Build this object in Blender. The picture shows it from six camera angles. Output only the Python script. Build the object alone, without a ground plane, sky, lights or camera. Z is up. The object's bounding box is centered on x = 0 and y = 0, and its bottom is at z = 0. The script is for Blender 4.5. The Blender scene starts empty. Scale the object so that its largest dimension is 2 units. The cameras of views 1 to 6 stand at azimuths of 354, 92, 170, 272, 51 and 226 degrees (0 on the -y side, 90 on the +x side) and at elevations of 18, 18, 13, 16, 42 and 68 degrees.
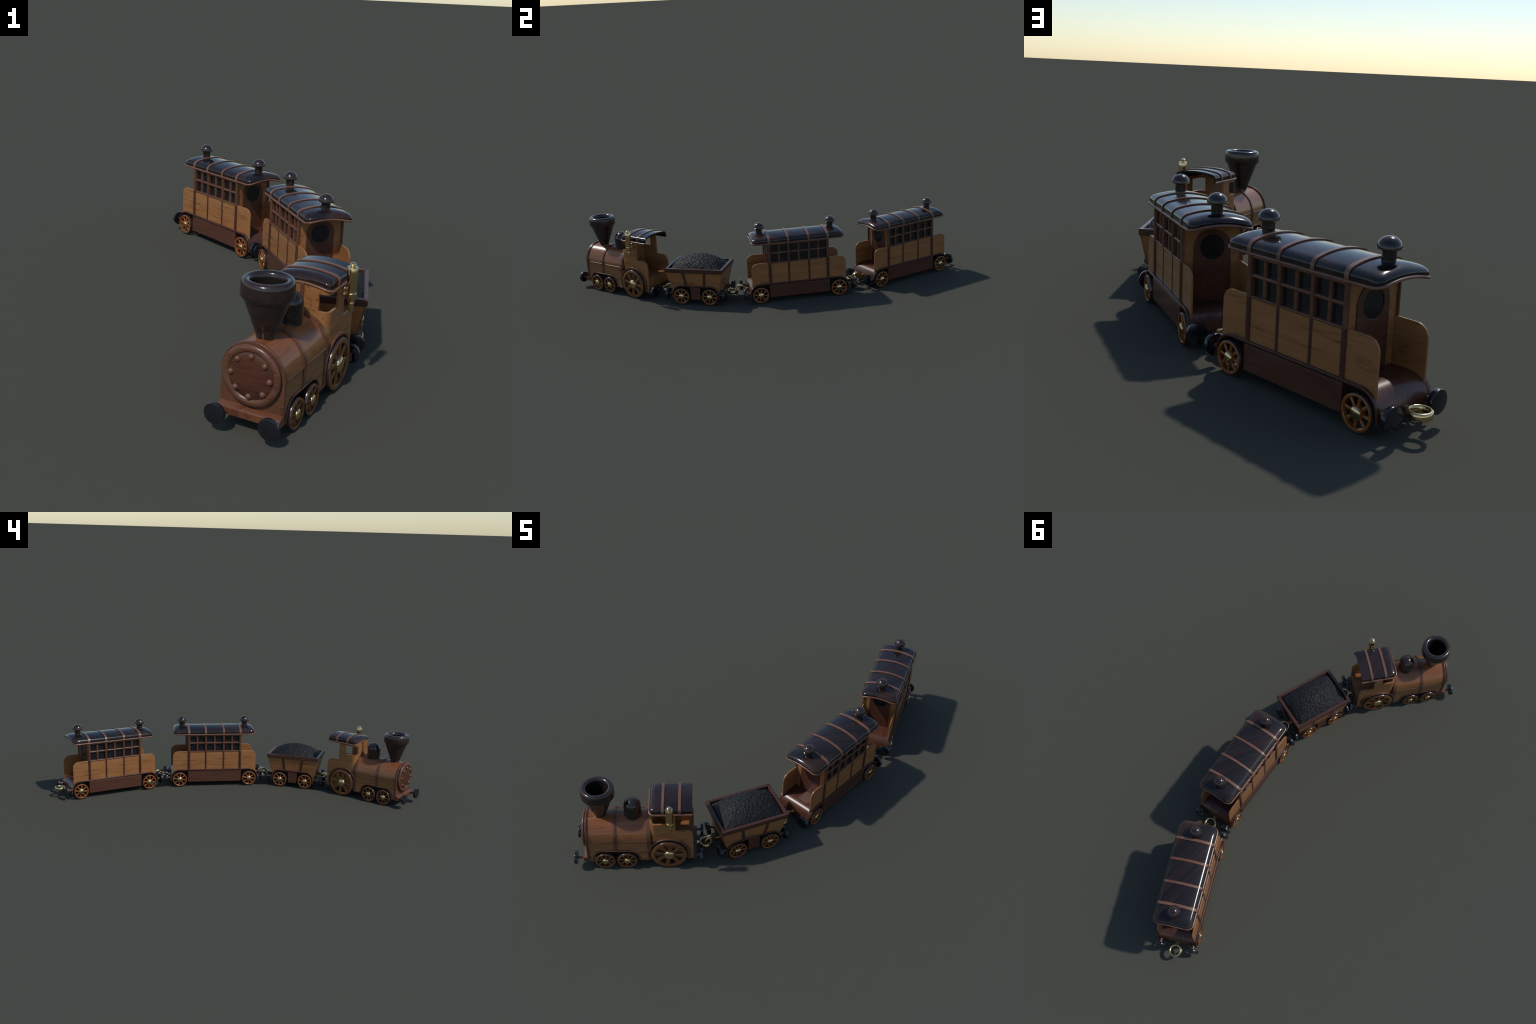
import bpy, bmesh, math, random
from mathutils import Vector, Matrix, noise

random.seed(7)
TAU = math.tau
COL = bpy.context.scene.collection

# ------------------------------------------------------------------ materials
def new_mat(name):
    m = bpy.data.materials.new(name)
    m.use_nodes = True
    nt = m.node_tree
    return m, nt, nt.nodes["Principled BSDF"]

def node(nt, kind, **kw):
    n = nt.nodes.new(kind)
    for k, v in kw.items():
        if k in n.inputs.keys():
            n.inputs[k].default_value = v
        else:
            setattr(n, k, v)
    return n

def ramp(nt, stops):
    r = nt.nodes.new("ShaderNodeValToRGB")
    el = r.color_ramp.elements
    while len(el) < len(stops):
        el.new(0.5)
    for e, (p, c) in zip(el, stops):
        e.position = p
        e.color = (*c, 1) if len(c) == 3 else c
    return r

def wood(name, light, mid, dark, angle=0.0, axis="Y", stretch=0.06, grain=110.0, figure=16.0,
         figure_amount=0.35, rings=9.0, rough=0.34, coat=0.0, coat_rough=0.2, bump=0.05, seed=0.0, top=None):
    """Varnished timber: broad wavy growth figure plus fine fibre streaks, stretched along the grain."""
    m, nt, b = new_mat(name)
    L = nt.links.new
    tc = node(nt, "ShaderNodeTexCoord")
    rot = node(nt, "ShaderNodeMapping")
    rot.inputs["Rotation"].default_value = (0, 0, math.radians(angle))
    rot.inputs["Location"].default_value = (seed, seed * 0.37, seed * 0.71)
    st = node(nt, "ShaderNodeMapping")
    st.inputs["Scale"].default_value = {"Y": (1, stretch, 0.12 if angle else 1), "X": (stretch, 1, 1), "Z": (1, 1, stretch)}[axis]
    L(tc.outputs["Object"], rot.inputs["Vector"])
    L(rot.outputs[0], st.inputs["Vector"])
    warp = node(nt, "ShaderNodeTexNoise", Scale=9.0, Detail=1.0, Roughness=0.4)
    L(rot.outputs[0], warp.inputs["Vector"])
    wv = node(nt, "ShaderNodeVectorMath", operation="MULTIPLY_ADD")
    wv.inputs[1].default_value = (0.035, 0.035, 0.035)
    L(warp.outputs["Color"], wv.inputs[0])
    L(st.outputs[0], wv.inputs[2])
    fig = node(nt, "ShaderNodeTexNoise", Scale=figure, Detail=2.0, Roughness=0.5)      # growth rings: contour lines of a smooth field
    L(wv.outputs[0], fig.inputs["Vector"])
    ringm = node(nt, "ShaderNodeMath", operation="MULTIPLY")
    ringm.inputs[1].default_value = rings
    L(fig.outputs["Fac"], ringm.inputs[0])
    ringf = node(nt, "ShaderNodeMath", operation="FRACT")
    L(ringm.outputs[0], ringf.inputs[0])
    ringc = ramp(nt, [(0.0, (0.15, 0.15, 0.15)), (0.10, (0.75, 0.75, 0.75)), (0.75, (0.6, 0.6, 0.6)), (1.0, (0.15, 0.15, 0.15))])
    L(ringf.outputs[0], ringc.inputs["Fac"])
    big = node(nt, "ShaderNodeTexNoise", Scale=figure * 1.3, Detail=2.0, Roughness=0.5)
    L(wv.outputs[0], big.inputs["Vector"])
    fine = node(nt, "ShaderNodeTexNoise", Scale=grain, Detail=4.0, Roughness=0.6)
    L(st.outputs[0], fine.inputs["Vector"])
    mixa = node(nt, "ShaderNodeMix", data_type="FLOAT")
    mixa.inputs[0].default_value = 1.0 - figure_amount
    L(ringc.outputs["Color"], mixa.inputs[2])
    L(big.outputs["Fac"], mixa.inputs[3])
    mixb = node(nt, "ShaderNodeMix", data_type="FLOAT")
    mixb.inputs[0].default_value = 0.45
    L(mixa.outputs[0], mixb.inputs[2])
    L(fine.outputs["Fac"], mixb.inputs[3])
    r = ramp(nt, [(0.30, dark), (0.48, mid), (0.68, light)])
    L(mixb.outputs[0], r.inputs["Fac"])
    out = r.outputs["Color"]
    # slow drift of the stain from golden to reddish
    drift = node(nt, "ShaderNodeTexNoise", Scale=7.0, Detail=2.0)
    L(wv.outputs[0], drift.inputs["Vector"])
    dr = ramp(nt, [(0.35, (1, 1, 1)), (0.65, (0.95, 0.80, 0.66))])
    L(drift.outputs["Fac"], dr.inputs["Fac"])
    dm = node(nt, "ShaderNodeMix", data_type="RGBA", blend_type="MULTIPLY")
    dm.inputs[0].default_value = 0.8
    L(out, dm.inputs[6])
    L(dr.outputs["Color"], dm.inputs[7])
    out = dm.outputs[2]
    if top is not None:      # upward faces take a redder stain
        geo = node(nt, "ShaderNodeTexCoord")
        sep = node(nt, "ShaderNodeSeparateXYZ")
        L(geo.outputs["Normal"], sep.inputs[0])
        mr = node(nt, "ShaderNodeMapRange")
        mr.inputs["From Min"].default_value = 0.1
        mr.inputs["From Max"].default_value = 0.75
        L(sep.outputs["Z"], mr.inputs["Value"])
        mx = node(nt, "ShaderNodeMix", data_type="RGBA", blend_type="MULTIPLY")
        L(mr.outputs[0], mx.inputs[0])
        L(out, mx.inputs[6])
        mx.inputs[7].default_value = (*top, 1)
        out = mx.outputs[2]
    L(out, b.inputs["Base Color"])
    b.inputs["Roughness"].default_value = rough
    b.inputs["Coat Weight"].default_value = coat
    b.inputs["Coat Roughness"].default_value = coat_rough
    if bump:
        bp = node(nt, "ShaderNodeBump", Strength=bump, Distance=0.001)
        L(fine.outputs["Fac"], bp.inputs["Height"])
        L(bp.outputs[0], b.inputs["Normal"])
    return m

def plain(name, col, rough=0.3, coat=0.0, metallic=0.0, var=0.15, scale=40.0, spec=0.5):
    m, nt, b = new_mat(name)
    tc = node(nt, "ShaderNodeTexCoord")
    n = node(nt, "ShaderNodeTexNoise", Scale=scale, Detail=3.0)
    nt.links.new(tc.outputs["Object"], n.inputs["Vector"])
    lo = tuple(c * (1 - var) for c in col)
    hi = tuple(min(1, c * (1 + var)) for c in col)
    r = ramp(nt, [(0.3, lo), (0.7, hi)])
    nt.links.new(n.outputs["Fac"], r.inputs["Fac"])
    nt.links.new(r.outputs["Color"], b.inputs["Base Color"])
    mr = node(nt, "ShaderNodeMapRange")
    mr.inputs["To Min"].default_value = max(0.02, rough - 0.05)
    mr.inputs["To Max"].default_value = rough + 0.06
    nt.links.new(n.outputs["Fac"], mr.inputs["Value"])
    nt.links.new(mr.outputs[0], b.inputs["Roughness"])
    b.inputs["Metallic"].default_value = metallic
    b.inputs["Coat Weight"].default_value = coat
    b.inputs["Coat Roughness"].default_value = 0.08
    b.inputs["Specular IOR Level"].default_value = spec
    return m

OAK = wood("oak_varnished", (0.375, 0.178, 0.068), (0.31, 0.138, 0.050), (0.15, 0.060, 0.021), figure=12)
CHERRY = wood("cherry_varnished", (0.33, 0.165, 0.072), (0.26, 0.118, 0.047), (0.145, 0.058, 0.022), top=(0.88, 0.68, 0.58), rough=0.27)
WALNUT = wood("walnut_trim", (0.165, 0.072, 0.041), (0.122, 0.052, 0.030), (0.070, 0.029, 0.017), grain=120, rough=0.3)
WALNUT_LIGHT = wood("walnut_light_trim", (0.225, 0.110, 0.070), (0.168, 0.078, 0.049), (0.10, 0.044, 0.028), axis="X", grain=120, rough=0.3)
WALNUT_DARK = wood("walnut_dark_trim", (0.095, 0.037, 0.023), (0.068, 0.026, 0.017), (0.040, 0.015, 0.010), grain=120, rough=0.28)
ROSEWOOD = wood("rosewood", (0.120, 0.048, 0.029), (0.084, 0.033, 0.021), (0.044, 0.017, 0.011), grain=110, rough=0.3)
RIMWOOD = wood("rosewood_rim", (0.096, 0.038, 0.026), (0.066, 0.026, 0.018), (0.037, 0.0145, 0.011), grain=110, rough=0.3)
MAHOGANY = wood("mahogany_front", (0.160, 0.075, 0.046), (0.117, 0.052, 0.032), (0.058, 0.024, 0.015), axis="X", grain=110, rough=0.3)
BEAMWOOD = wood("mahogany_beam", (0.185, 0.078, 0.044), (0.135, 0.054, 0.03), (0.07, 0.027, 0.015), axis="Y", angle=55, grain=90, rough=0.3)
DOORWOOD = wood("smokebox_rosewood", (0.105, 0.042, 0.026), (0.074, 0.029, 0.019), (0.040, 0.016, 0.011), axis="X", grain=110, rough=0.28)
EBONY_A = wood("ebony_wagon", (0.050, 0.026, 0.021), (0.0155, 0.0115, 0.0115), (0.008, 0.0065, 0.0075), angle=33, stretch=0.015, grain=70, figure=9, figure_amount=0.1,
               rough=0.13, bump=0.0)
EBONY_B = wood("ebony_loco", (0.050, 0.026, 0.021), (0.0155, 0.0115, 0.0115), (0.008, 0.0065, 0.0075), angle=-33, stretch=0.015, grain=70, figure=9, figure_amount=0.1,
               rough=0.13, bump=0.0, seed=0.3)
EBONY_T = wood("ebony_turned", (0.042, 0.022, 0.018), (0.022, 0.014, 0.012), (0.012, 0.009, 0.009), axis="X", stretch=0.3, grain=60,
               rough=0.2, coat=0.3, coat_rough=0.1, bump=0.0)
WHEELWOOD = wood("wheel_wood", (0.31, 0.100, 0.019), (0.235, 0.070, 0.012), (0.13, 0.036, 0.007), grain=130, stretch=0.3, rough=0.3, coat=0.4)
WHEELBROWN = wood("wheel_wood_brown", (0.235, 0.095, 0.028), (0.175, 0.067, 0.019), (0.095, 0.034, 0.009), grain=130, stretch=0.3, rough=0.3)
IRON = plain("black_lacquer", (0.012, 0.012, 0.016), rough=0.18, coat=0.2)
TYRE = plain("tyre_lacquer", (0.042, 0.026, 0.021), rough=0.22, coat=0.2)
BORE_SHADE = plain("bore_shade", (0.010, 0.0065, 0.005), rough=0.8, spec=0.2)  # chimney bore: the shade deep inside is painted in as a near-black colour
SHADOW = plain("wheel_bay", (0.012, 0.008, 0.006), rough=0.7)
GLASS = plain("dark_glass", (0.011, 0.012, 0.015), rough=0.2)
BRASS = plain("brass", (0.74, 0.57, 0.29), rough=0.2, metallic=1.0, var=0.06, scale=90)

def coal_mat():
    m, nt, b = new_mat("coal")
    tc = node(nt, "ShaderNodeTexCoord")
    v = node(nt, "ShaderNodeTexNoise", Scale=160.0, Detail=4.0)
    nt.links.new(tc.outputs["Object"], v.inputs["Vector"])
    r = ramp(nt, [(0.35, (0.008, 0.008, 0.0088)), (0.7, (0.019, 0.019, 0.020))])
    nt.links.new(v.outputs["Fac"], r.inputs["Fac"])
    nt.links.new(r.outputs["Color"], b.inputs["Base Color"])
    b.inputs["Roughness"].default_value = 0.6
    b.inputs["Specular IOR Level"].default_value = 0.3
    bp = node(nt, "ShaderNodeBump", Strength=0.15, Distance=0.001)
    nt.links.new(v.outputs["Fac"], bp.inputs["Height"])
    nt.links.new(bp.outputs[0], b.inputs["Normal"])
    return m
COAL = coal_mat()

# ------------------------------------------------------------------ mesh helpers
def finish(bm, name, mat, parent, bevel=0.0, smooth=35, seg=2, kind=None, recalc=True):
    if recalc:
        bmesh.ops.recalc_face_normals(bm, faces=bm.faces)
    me = bpy.data.meshes.new(name)
    bm.to_mesh(me)
    bm.free()
    return place(me, name, mat, parent, bevel, smooth, seg, kind)

def place(me, name, mat, parent, bevel=0.0, smooth=35, seg=2, kind=None):
    if mat and not me.materials:
        me.materials.append(mat)
    me.shade_smooth()
    if smooth < 180:
        me.set_sharp_from_angle(angle=math.radians(smooth))
    ob = bpy.data.objects.new(name, me)
    COL.objects.link(ob)
    ob.parent = parent
    if bevel:
        b = ob.modifiers.new("edges", "BEVEL")
        b.width, b.segments, b.limit_method, b.angle_limit = bevel, seg, "ANGLE", math.radians(33)
        b.harden_normals = True
        b.miter_outer = "MITER_ARC"
    if kind:
        ob["kind"] = kind
    return ob

def copy(ob, parent=None, loc=None, rotz=None, keep=True):
    o = ob.copy()
    COL.objects.link(o)
    if parent is not None:
        o.parent = parent
    if loc is not None:
        o.location = loc
    if rotz is not None:
        o.rotation_euler = (0, 0, rotz)
    for ch in ob.children:
        copy(ch, parent=o)
    return o

def bake(ob):
    """apply modifiers"""
    dg = bpy.context.evaluated_depsgraph_get()
    me = bpy.data.meshes.new_from_object(ob.evaluated_get(dg))
    old = ob.data
    ob.modifiers.clear()
    ob.data = me
    me.name = old.name
    return ob

def P3(axis, a, b, t):
    """2D point (a,b) in the plane normal to axis, t along the axis"""
    return {"X": (t, a, b), "Y": (a, t, b), "Z": (a, b, t)}[axis]

def add_prism(bm, pts, axis, lo, hi):
    v0 = [bm.verts.new(P3(axis, a, b, lo)) for a, b in pts]
    v1 = [bm.verts.new(P3(axis, a, b, hi)) for a, b in pts]
    n = len(pts)
    bm.faces.new(v0)
    bm.faces.new(v1[::-1])
    for i in range(n):
        bm.faces.new((v0[i], v1[i], v1[(i + 1) % n], v0[(i + 1) % n]))

def add_box(bm, x0, x1, y0, y1, z0, z1):
    add_prism(bm, [(x0, y0), (x1, y0), (x1, y1), (x0, y1)], "Z", z0, z1)

def add_holed(bm, outer, holes, axis, lo, hi):
    """prism with holes through it"""
    loops = []
    edges = []
    for pts in [outer] + holes:
        vs = [bm.verts.new(P3(axis, a, b, lo)) for a, b in pts]
        loops.append(vs)
        for i in range(len(vs)):
            edges.append(bm.edges.new((vs[i], vs[(i + 1) % len(vs)])))
    fs = [g for g in bmesh.ops.triangle_fill(bm, edges=edges, use_dissolve=False, use_beauty=True)["geom"] if isinstance(g, bmesh.types.BMFace)]
    ex = bmesh.ops.extrude_face_region(bm, geom=fs)
    d = Vector(P3(axis, 0, 0, hi - lo))
    for g in ex["geom"]:
        if isinstance(g, bmesh.types.BMVert):
            g.co += d
    bmesh.ops.reverse_faces(bm, faces=fs)

def add_lathe(bm, prof, axis="Z", centre=(0, 0, 0), n=48, closed=False):
    """prof: (radius, along axis); ends on the axis are closed to a point, others with a cap"""
    c = Vector(centre)
    rings = []
    for r, t in prof:
        if r < 1e-6:
            rings.append([bm.verts.new(c + Vector(P3(axis, 0, 0, t)))])
        else:
            rings.append([bm.verts.new(c + Vector(P3(axis, r * math.cos(TAU * i / n), r * math.sin(TAU * i / n), t))) for i in range(n)])
    pairs = list(zip(rings, rings[1:]))
    if closed:
        pairs.append((rings[-1], rings[0]))
    for A, B in pairs:
        for i in range(n):
            j = (i + 1) % n
            if len(A) == 1 and len(B) == 1:
                break
            if len(A) == 1:
                bm.faces.new((A[0], B[i], B[j]))
            elif len(B) == 1:
                bm.faces.new((A[i], A[j], B[0]))
            else:
                bm.faces.new((A[i], A[j], B[j], B[i]))
    if not closed:
        for R in (rings[0], rings[-1]):
            if len(R) > 1:
                bm.faces.new(R)

def add_sweep(bm, path, section, side, closed=False, flip=1):
    """sweep section (u along `side`, v along the outward normal) along a path lying in the plane normal to `side`"""
    side = Vector(side).normalized()
    pts = [Vector(p) for p in path]
    n = len(pts)
    rings = []
    for i, p in enumerate(pts):
        a = pts[i - 1] if (i > 0 or closed) else None
        b = pts[(i + 1) % n] if (i < n - 1 or closed) else None
        t1 = (p - a).normalized() if a is not None else None
        t2 = (b - p).normalized() if b is not None else None
        t = ((t1 or t2) + (t2 or t1)).normalized()
        k = 1.0
        if t1 and t2:
            k = 1.0 / max(0.5, math.sqrt(max(0, (1 + t1.dot(t2)) / 2)))
        nrm = side.cross(t).normalized() * flip
        rings.append([bm.verts.new(p + side * u + nrm * (v * k)) for u, v in section])
    m = len(section)
    for i in range(n if closed else n - 1):
        A, B = rings[i], rings[(i + 1) % n]
        for j in range(m):
            bm.faces.new((A[j], A[(j + 1) % m], B[(j + 1) % m], B[j]))
    if not closed:
        bm.faces.new(rings[0])
        bm.faces.new(rings[-1][::-1])

def half_round(w, h, base, n=7):
    """moulding section: half ellipse of width w and height h, on a foot reaching `base` under it"""
    s = [(-w / 2, -base)]
    s += [(-w / 2 * math.cos(math.pi * i / (n - 1)), h * math.sin(math.pi * i / (n - 1)) ** 0.8) for i in range(n)]
    s.append((w / 2, -base))
    return s

def ellipse_corner(cx, cy, a, b, q0, q1, n=10, p=2.0):
    out = []
    for i in range(n + 1):
        t = q0 + (q1 - q0) * i / n
        c, s = math.cos(t), math.sin(t)
        out.append((cx + a * math.copysign(abs(c) ** (2 / p), c), cy + b * math.copysign(abs(s) ** (2 / p), s)))
    return out

def circle(cx, cy, r, n=40):
    return [(cx + r * math.cos(TAU * i / n), cy + r * math.sin(TAU * i / n)) for i in range(n)]

H = math.pi / 2

def hump(front, rear, flat0, flat1, top, zf, zr, n=12, p=2.3):
    """(y,z) line over a pair of wheels: up a rounded front shoulder, flat, down a rounded rear shoulder"""
    a = ellipse_corner(flat0, zf, flat0 - front, top - zf, math.pi, H, n, p)
    b = ellipse_corner(flat1, zr, rear - flat1, top - zr, H, 0, n, p)
    return a + b

def inset_line(line, d):
    """offset an open (y,z) line downwards / inwards by d"""
    out = []
    for i, (y, z) in enumerate(line):
        a = line[max(0, i - 1)]
        b = line[min(len(line) - 1, i + 1)]
        ty, tz = b[0] - a[0], b[1] - a[1]
        l = math.hypot(ty, tz) or 1
        out.append((y + tz / l * d, z - ty / l * d))
    return out

def empty(name, loc, yaw, label, category):
    e = bpy.data.objects.new(name, None)
    e.empty_display_size = 0.05
    e.location = (loc[0], loc[1], 0)
    e.rotation_euler = (0, 0, math.radians(yaw))
    e["label"], e["category"] = label, category
    COL.objects.link(e)
    return e

# ------------------------------------------------------------------ shared small parts
def make_wheel(parent, r, rim_in, hub_r, cap_r, y, sgn, phase, mat=None, cache={}):
    """one spoked wheel; x = 0 at its inner face, its axle along x, face towards +x"""
    mat = mat or WHEELWOOD
    key = (r, sgn, mat.name)
    if key not in cache:
        cache[key] = {}
        g = cache[key]
        # wooden rim
        bm = bmesh.new()
        add_lathe(bm, [(rim_in, 0.0035), (r - 0.0016, 0.0035), (r - 0.0014, 0.0140), (r - 0.0026, 0.0150), (rim_in + 0.0014, 0.0150), (rim_in, 0.0138)], "X", n=64, closed=True)
        g["rim"] = bm
        bm = bmesh.new()
        add_lathe(bm, [(rim_in + 0.001, 0.0), (r - 0.0005, 0.0), (r, 0.001), (r, 0.0130), (r - 0.0010, 0.0144), (r - 0.0025, 0.0144), (rim_in + 0.001, 0.003)], "X", n=64, closed=True)
        g["tyre"] = bm
        bm = bmesh.new()
        for k in range(8):
            a = math.radians(phase) + TAU * k / 8
            ca, sa = math.cos(a), math.sin(a)
            rings = []
            for i in range(6):
                t = i / 5
                d = hub_r * 0.9 + (rim_in + 0.0012 - hub_r * 0.9) * t
                w = (0.0034 + 0.0014 * t) * (1.0 if r < 0.05 else 2.15)
                h = 0.0032 * (r / 0.0415) ** 0.4
                ring = []
                for j in range(12):
                    q = TAU * j / 12
                    u, v = w * math.cos(q), h * math.sin(q)
                    ring.append(bm.verts.new((0.0088 + v, -d * sa + u * ca, d * ca + u * sa)))
                rings.append(ring)
            for A, B in zip(rings, rings[1:]):
                for j in range(12):
                    bm.faces.new((A[j], A[(j + 1) % 12], B[(j + 1) % 12], B[j]))
        g["spokes"] = bm
        bm = bmesh.new()
        add_lathe(bm, [(0, 0.001), (hub_r * 0.92, 0.001), (hub_r, 0.0025), (hub_r, 0.0125), (hub_r * 0.96, 0.0142), (cap_r * 0.98, 0.0148), (0, 0.0148)], "X", n=40)
        g["hub"] = bm
        bm = bmesh.new()
        h = cap_r * 0.42
        add_lathe(bm, [(cap_r * 1.0, 0.0138)] + [(cap_r * math.cos(H * i / 8), 0.0152 + h * math.sin(H * i / 8)) for i in range(9)], "X", n=36)
        g["cap"] = bm
        for k, b in list(g.items()):
            if sgn < 0:
                for v in b.verts:
                    v.co.x, v.co.y = -v.co.x, -v.co.y
            bmesh.ops.recalc_face_normals(b, faces=b.faces)
            me = bpy.data.meshes.new({"rim": "wheel", "tyre": "tyre", "spokes": "spokes", "hub": "hub", "cap": "hub_cap"}[k])
            b.to_mesh(me)
            b.free()
            g[k] = me
    g = cache[key]
    w = place(g["rim"], "wheel", mat, parent, smooth=40)
    w.location = (sgn * 0.0775, y, r)
    place(g["tyre"], "tyre", TYRE, w, smooth=40)
    place(g["spokes"], "spokes", mat, w, smooth=60, kind="stuff")
    place(g["hub"], "hub", mat, w, smooth=40)
    place(g["cap"], "hub_cap", BRASS, w, smooth=50)
    return w

def small_wheel(parent, y, sgn, phase=-8, mat=None):
    return make_wheel(parent, 0.0415, 0.0335, 0.0160, 0.0135, y, sgn, phase, mat)

def make_buffer(parent, x, y_body, y_face, z=0.0498, cache={}):
    d = 1 if y_face > 0 else -1
    ln = abs(y_face - y_body)
    key = round(ln, 4), d
    if key not in cache:
        bm = bmesh.new()
        add_lathe(bm, [(0, ln), (0.0256, ln), (0.0271, ln - 0.0006), (0.0277, ln - 0.0018), (0.0277, ln - 0.0106), (0.0270, ln - 0.0120), (0, ln - 0.0120)], "Y", n=56)
        bs = bmesh.new()
        add_lathe(bs, [(0.0056, -0.02), (0.0056, ln - 0.008)], "Y", n=24)
        out = []
        for b, nm in ((bm, "buffer"), (bs, "buffer_stem")):
            if d < 0:
                for v in b.verts:
                    v.co.x, v.co.y = -v.co.x, -v.co.y
            bmesh.ops.recalc_face_normals(b, faces=b.faces)
            me = bpy.data.meshes.new(nm)
            b.to_mesh(me)
            b.free()
            out.append(me)
        cache[key] = out
    disc, stem = cache[key]
    o = place(disc, "buffer", IRON, parent, smooth=30)
    o.location = (x, y_body, z)
    place(stem, "buffer_stem", WALNUT, o, smooth=40)

def make_coupling(parent, y_body, y_ring, vertical, z=None, cache={}):
    """a brass ring on a short staple"""
    z = z or (0.0502 if vertical else 0.0474)
    if "ring" not in cache:
        bm = bmesh.new()
        ro, ri, h = 0.0283, 0.0194, 0.0088
        add_lathe(bm, [(ri, -h + 0.0026), (ri + 0.0026, -h), (ro - 0.0026, -h), (ro, -h + 0.0022), (ro, h - 0.0022), (ro - 0.0026, h), (ri + 0.0026, h), (ri, h - 0.0026)], "Z", n=56, closed=True)
        bmesh.ops.recalc_face_normals(bm, faces=bm.faces)
        me = bpy.data.meshes.new("coupling_ring")
        bm.to_mesh(me)
        bm.free()
        cache["ring"] = me
    d0 = 1 if y_ring > 0 else -1
    if vertical:      # an open hook: rises from the staple, over the neighbour's ring and back under it
        bm = bmesh.new()
        n = 40
        path = []
        for i in range(n + 1):
            a = math.radians(-12 + 272 * i / n)
            path.append((0, y_ring - d0 * 0.0238 * math.cos(a), z + 0.0238 * math.sin(a)))
        sec = [(-0.0086, -0.0028), (-0.0070, -0.0044), (0.0070, -0.0044), (0.0086, -0.0028), (0.0086, 0.0028), (0.0070, 0.0044), (-0.0070, 0.0044), (-0.0086, 0.0028)]
        add_sweep(bm, path, sec, (1, 0, 0))
        finish(bm, "coupling_hook", BRASS, parent, smooth=50)
    else:
        o = place(cache["ring"], "coupling_ring", BRASS, parent, smooth=50)
        o.location = (0, y_ring, z)
    bm = bmesh.new()
    d = 1 if y_ring > 0 else -1
    y1 = y_ring - d * 0.0265
    lo, hi = sorted((y_body - d * 0.006, y1))
    if vertical:
        add_box(bm, -0.0048, 0.0048, lo, hi, z - 0.0075, z + 0.0075)
    else:
        add_box(bm, -0.0075, 0.0075, lo, hi, z - 0.0048, z + 0.0048)
    finish(bm, "coupling_staple", BRASS, parent, bevel=0.0012)

def roof_grid(w, l0, l1, r, top, under, band, front_only=False, n=10, m=18):
    """closed roof slab over the rectangle |x|<w, l0<y<l1 with corner radius r; top/under/band give heights"""
    def stations(h, k):
        """coordinates from -h to h, crowded at both edges so the arris can be rounded"""
        e = [0, 0.00025, 0.0008, 0.0015, 0.0024, 0.0036, 0.0052, 0.0080, 0.012]
        inner = [0.012 + (h - 0.012) * ((i + 1) / k) ** 1.2 for i in range(k)]
        half = [-h + q for q in e + inner]
        return half + [-q for q in half[-2::-1]]
    us = [x / w for x in stations(w, n)]
    vs = [y / ((l1 - l0) / 2) for y in stations((l1 - l0) / 2, m)]
    n, m = len(us) - 1, len(vs) - 1
    cy, hl = (l0 + l1) / 2, (l1 - l0) / 2
    def plan(u, v):
        x, y = u * w, v * hl
        ax, ay = abs(x), abs(y)
        e = min(w - ax, hl - ay)
        if front_only and v > 0:
            e = w - ax
        elif ax > w - r and ay > hl - r:
            a, b = (ax - (w - r)) / r, (ay - (hl - r)) / r
            X, Y = a * math.sqrt(1 - b * b / 2), b * math.sqrt(1 - a * a / 2)
            x, y = math.copysign(w - r + r * X, x), math.copysign(hl - r + r * Y, y)
            e = r * (1 - math.hypot(X, Y))
        return x, y + cy, max(0, e)
    bm = bmesh.new()
    T, U = [], []
    for u in us:
        tr, ur = [], []
        for v in vs:
            x, y, e = plan(u, v)
            tr.append(bm.verts.new((x, y, top(x, y, e))))
            ur.append(bm.verts.new((x, y, under(x, y))))
        T.append(tr)
        U.append(ur)
    for i in range(n):
        for j in range(m):
            bm.faces.new((T[i][j], T[i + 1][j], T[i + 1][j + 1], T[i][j + 1]))
            bm.faces.new((U[i][j], U[i][j + 1], U[i + 1][j + 1], U[i + 1][j]))
    loop = [(i, 0) for i in range(n)] + [(n, j) for j in range(m)] + [(i, m) for i in range(n, 0, -1)] + [(0, j) for j in range(m, 0, -1)]
    mid = []
    for i, j in loop:
        mid.append(bm.verts.new(T[i][j].co - Vector((0, 0, 0.0015))))
    for k in range(len(loop)):
        q = (k + 1) % len(loop)
        a, b = loop[k], loop[q]
        bm.faces.new((T[a[0]][a[1]], mid[k], mid[q], T[b[0]][b[1]]))
        bm.faces.new((mid[k], U[a[0]][a[1]], U[b[0]][b[1]], mid[q]))
    return bm

def plan_insets(x, y, w, l0, l1, r):
    """distance to the rounded plan edge, measured across and along the roof"""
    ax, cy, hl = abs(x), (l0 + l1) / 2, (l1 - l0) / 2
    ay = abs(y - cy)
    xb = w if ay < hl - r else w - r + math.sqrt(max(0, r * r - (ay - hl + r) ** 2))
    yb = hl if ax < w - r else hl - r + math.sqrt(max(0, r * r - (ax - w + r) ** 2))
    return max(0, xb - ax), max(0, yb - ay)

def shoulder(ex, rx, dx, ey, ry, dy):
    """drop of a rounded shoulder near the side (rx wide, dx deep) and near the end (ry, dy)"""
    a = dx * (1 - math.sqrt(max(0, 1 - (1 - min(ex / rx, 1)) ** 2)))
    b = dy * (1 - math.sqrt(max(0, 1 - (1 - min(ey / ry, 1)) ** 2)))
    return (a ** 5 + b ** 5) ** 0.2

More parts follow.
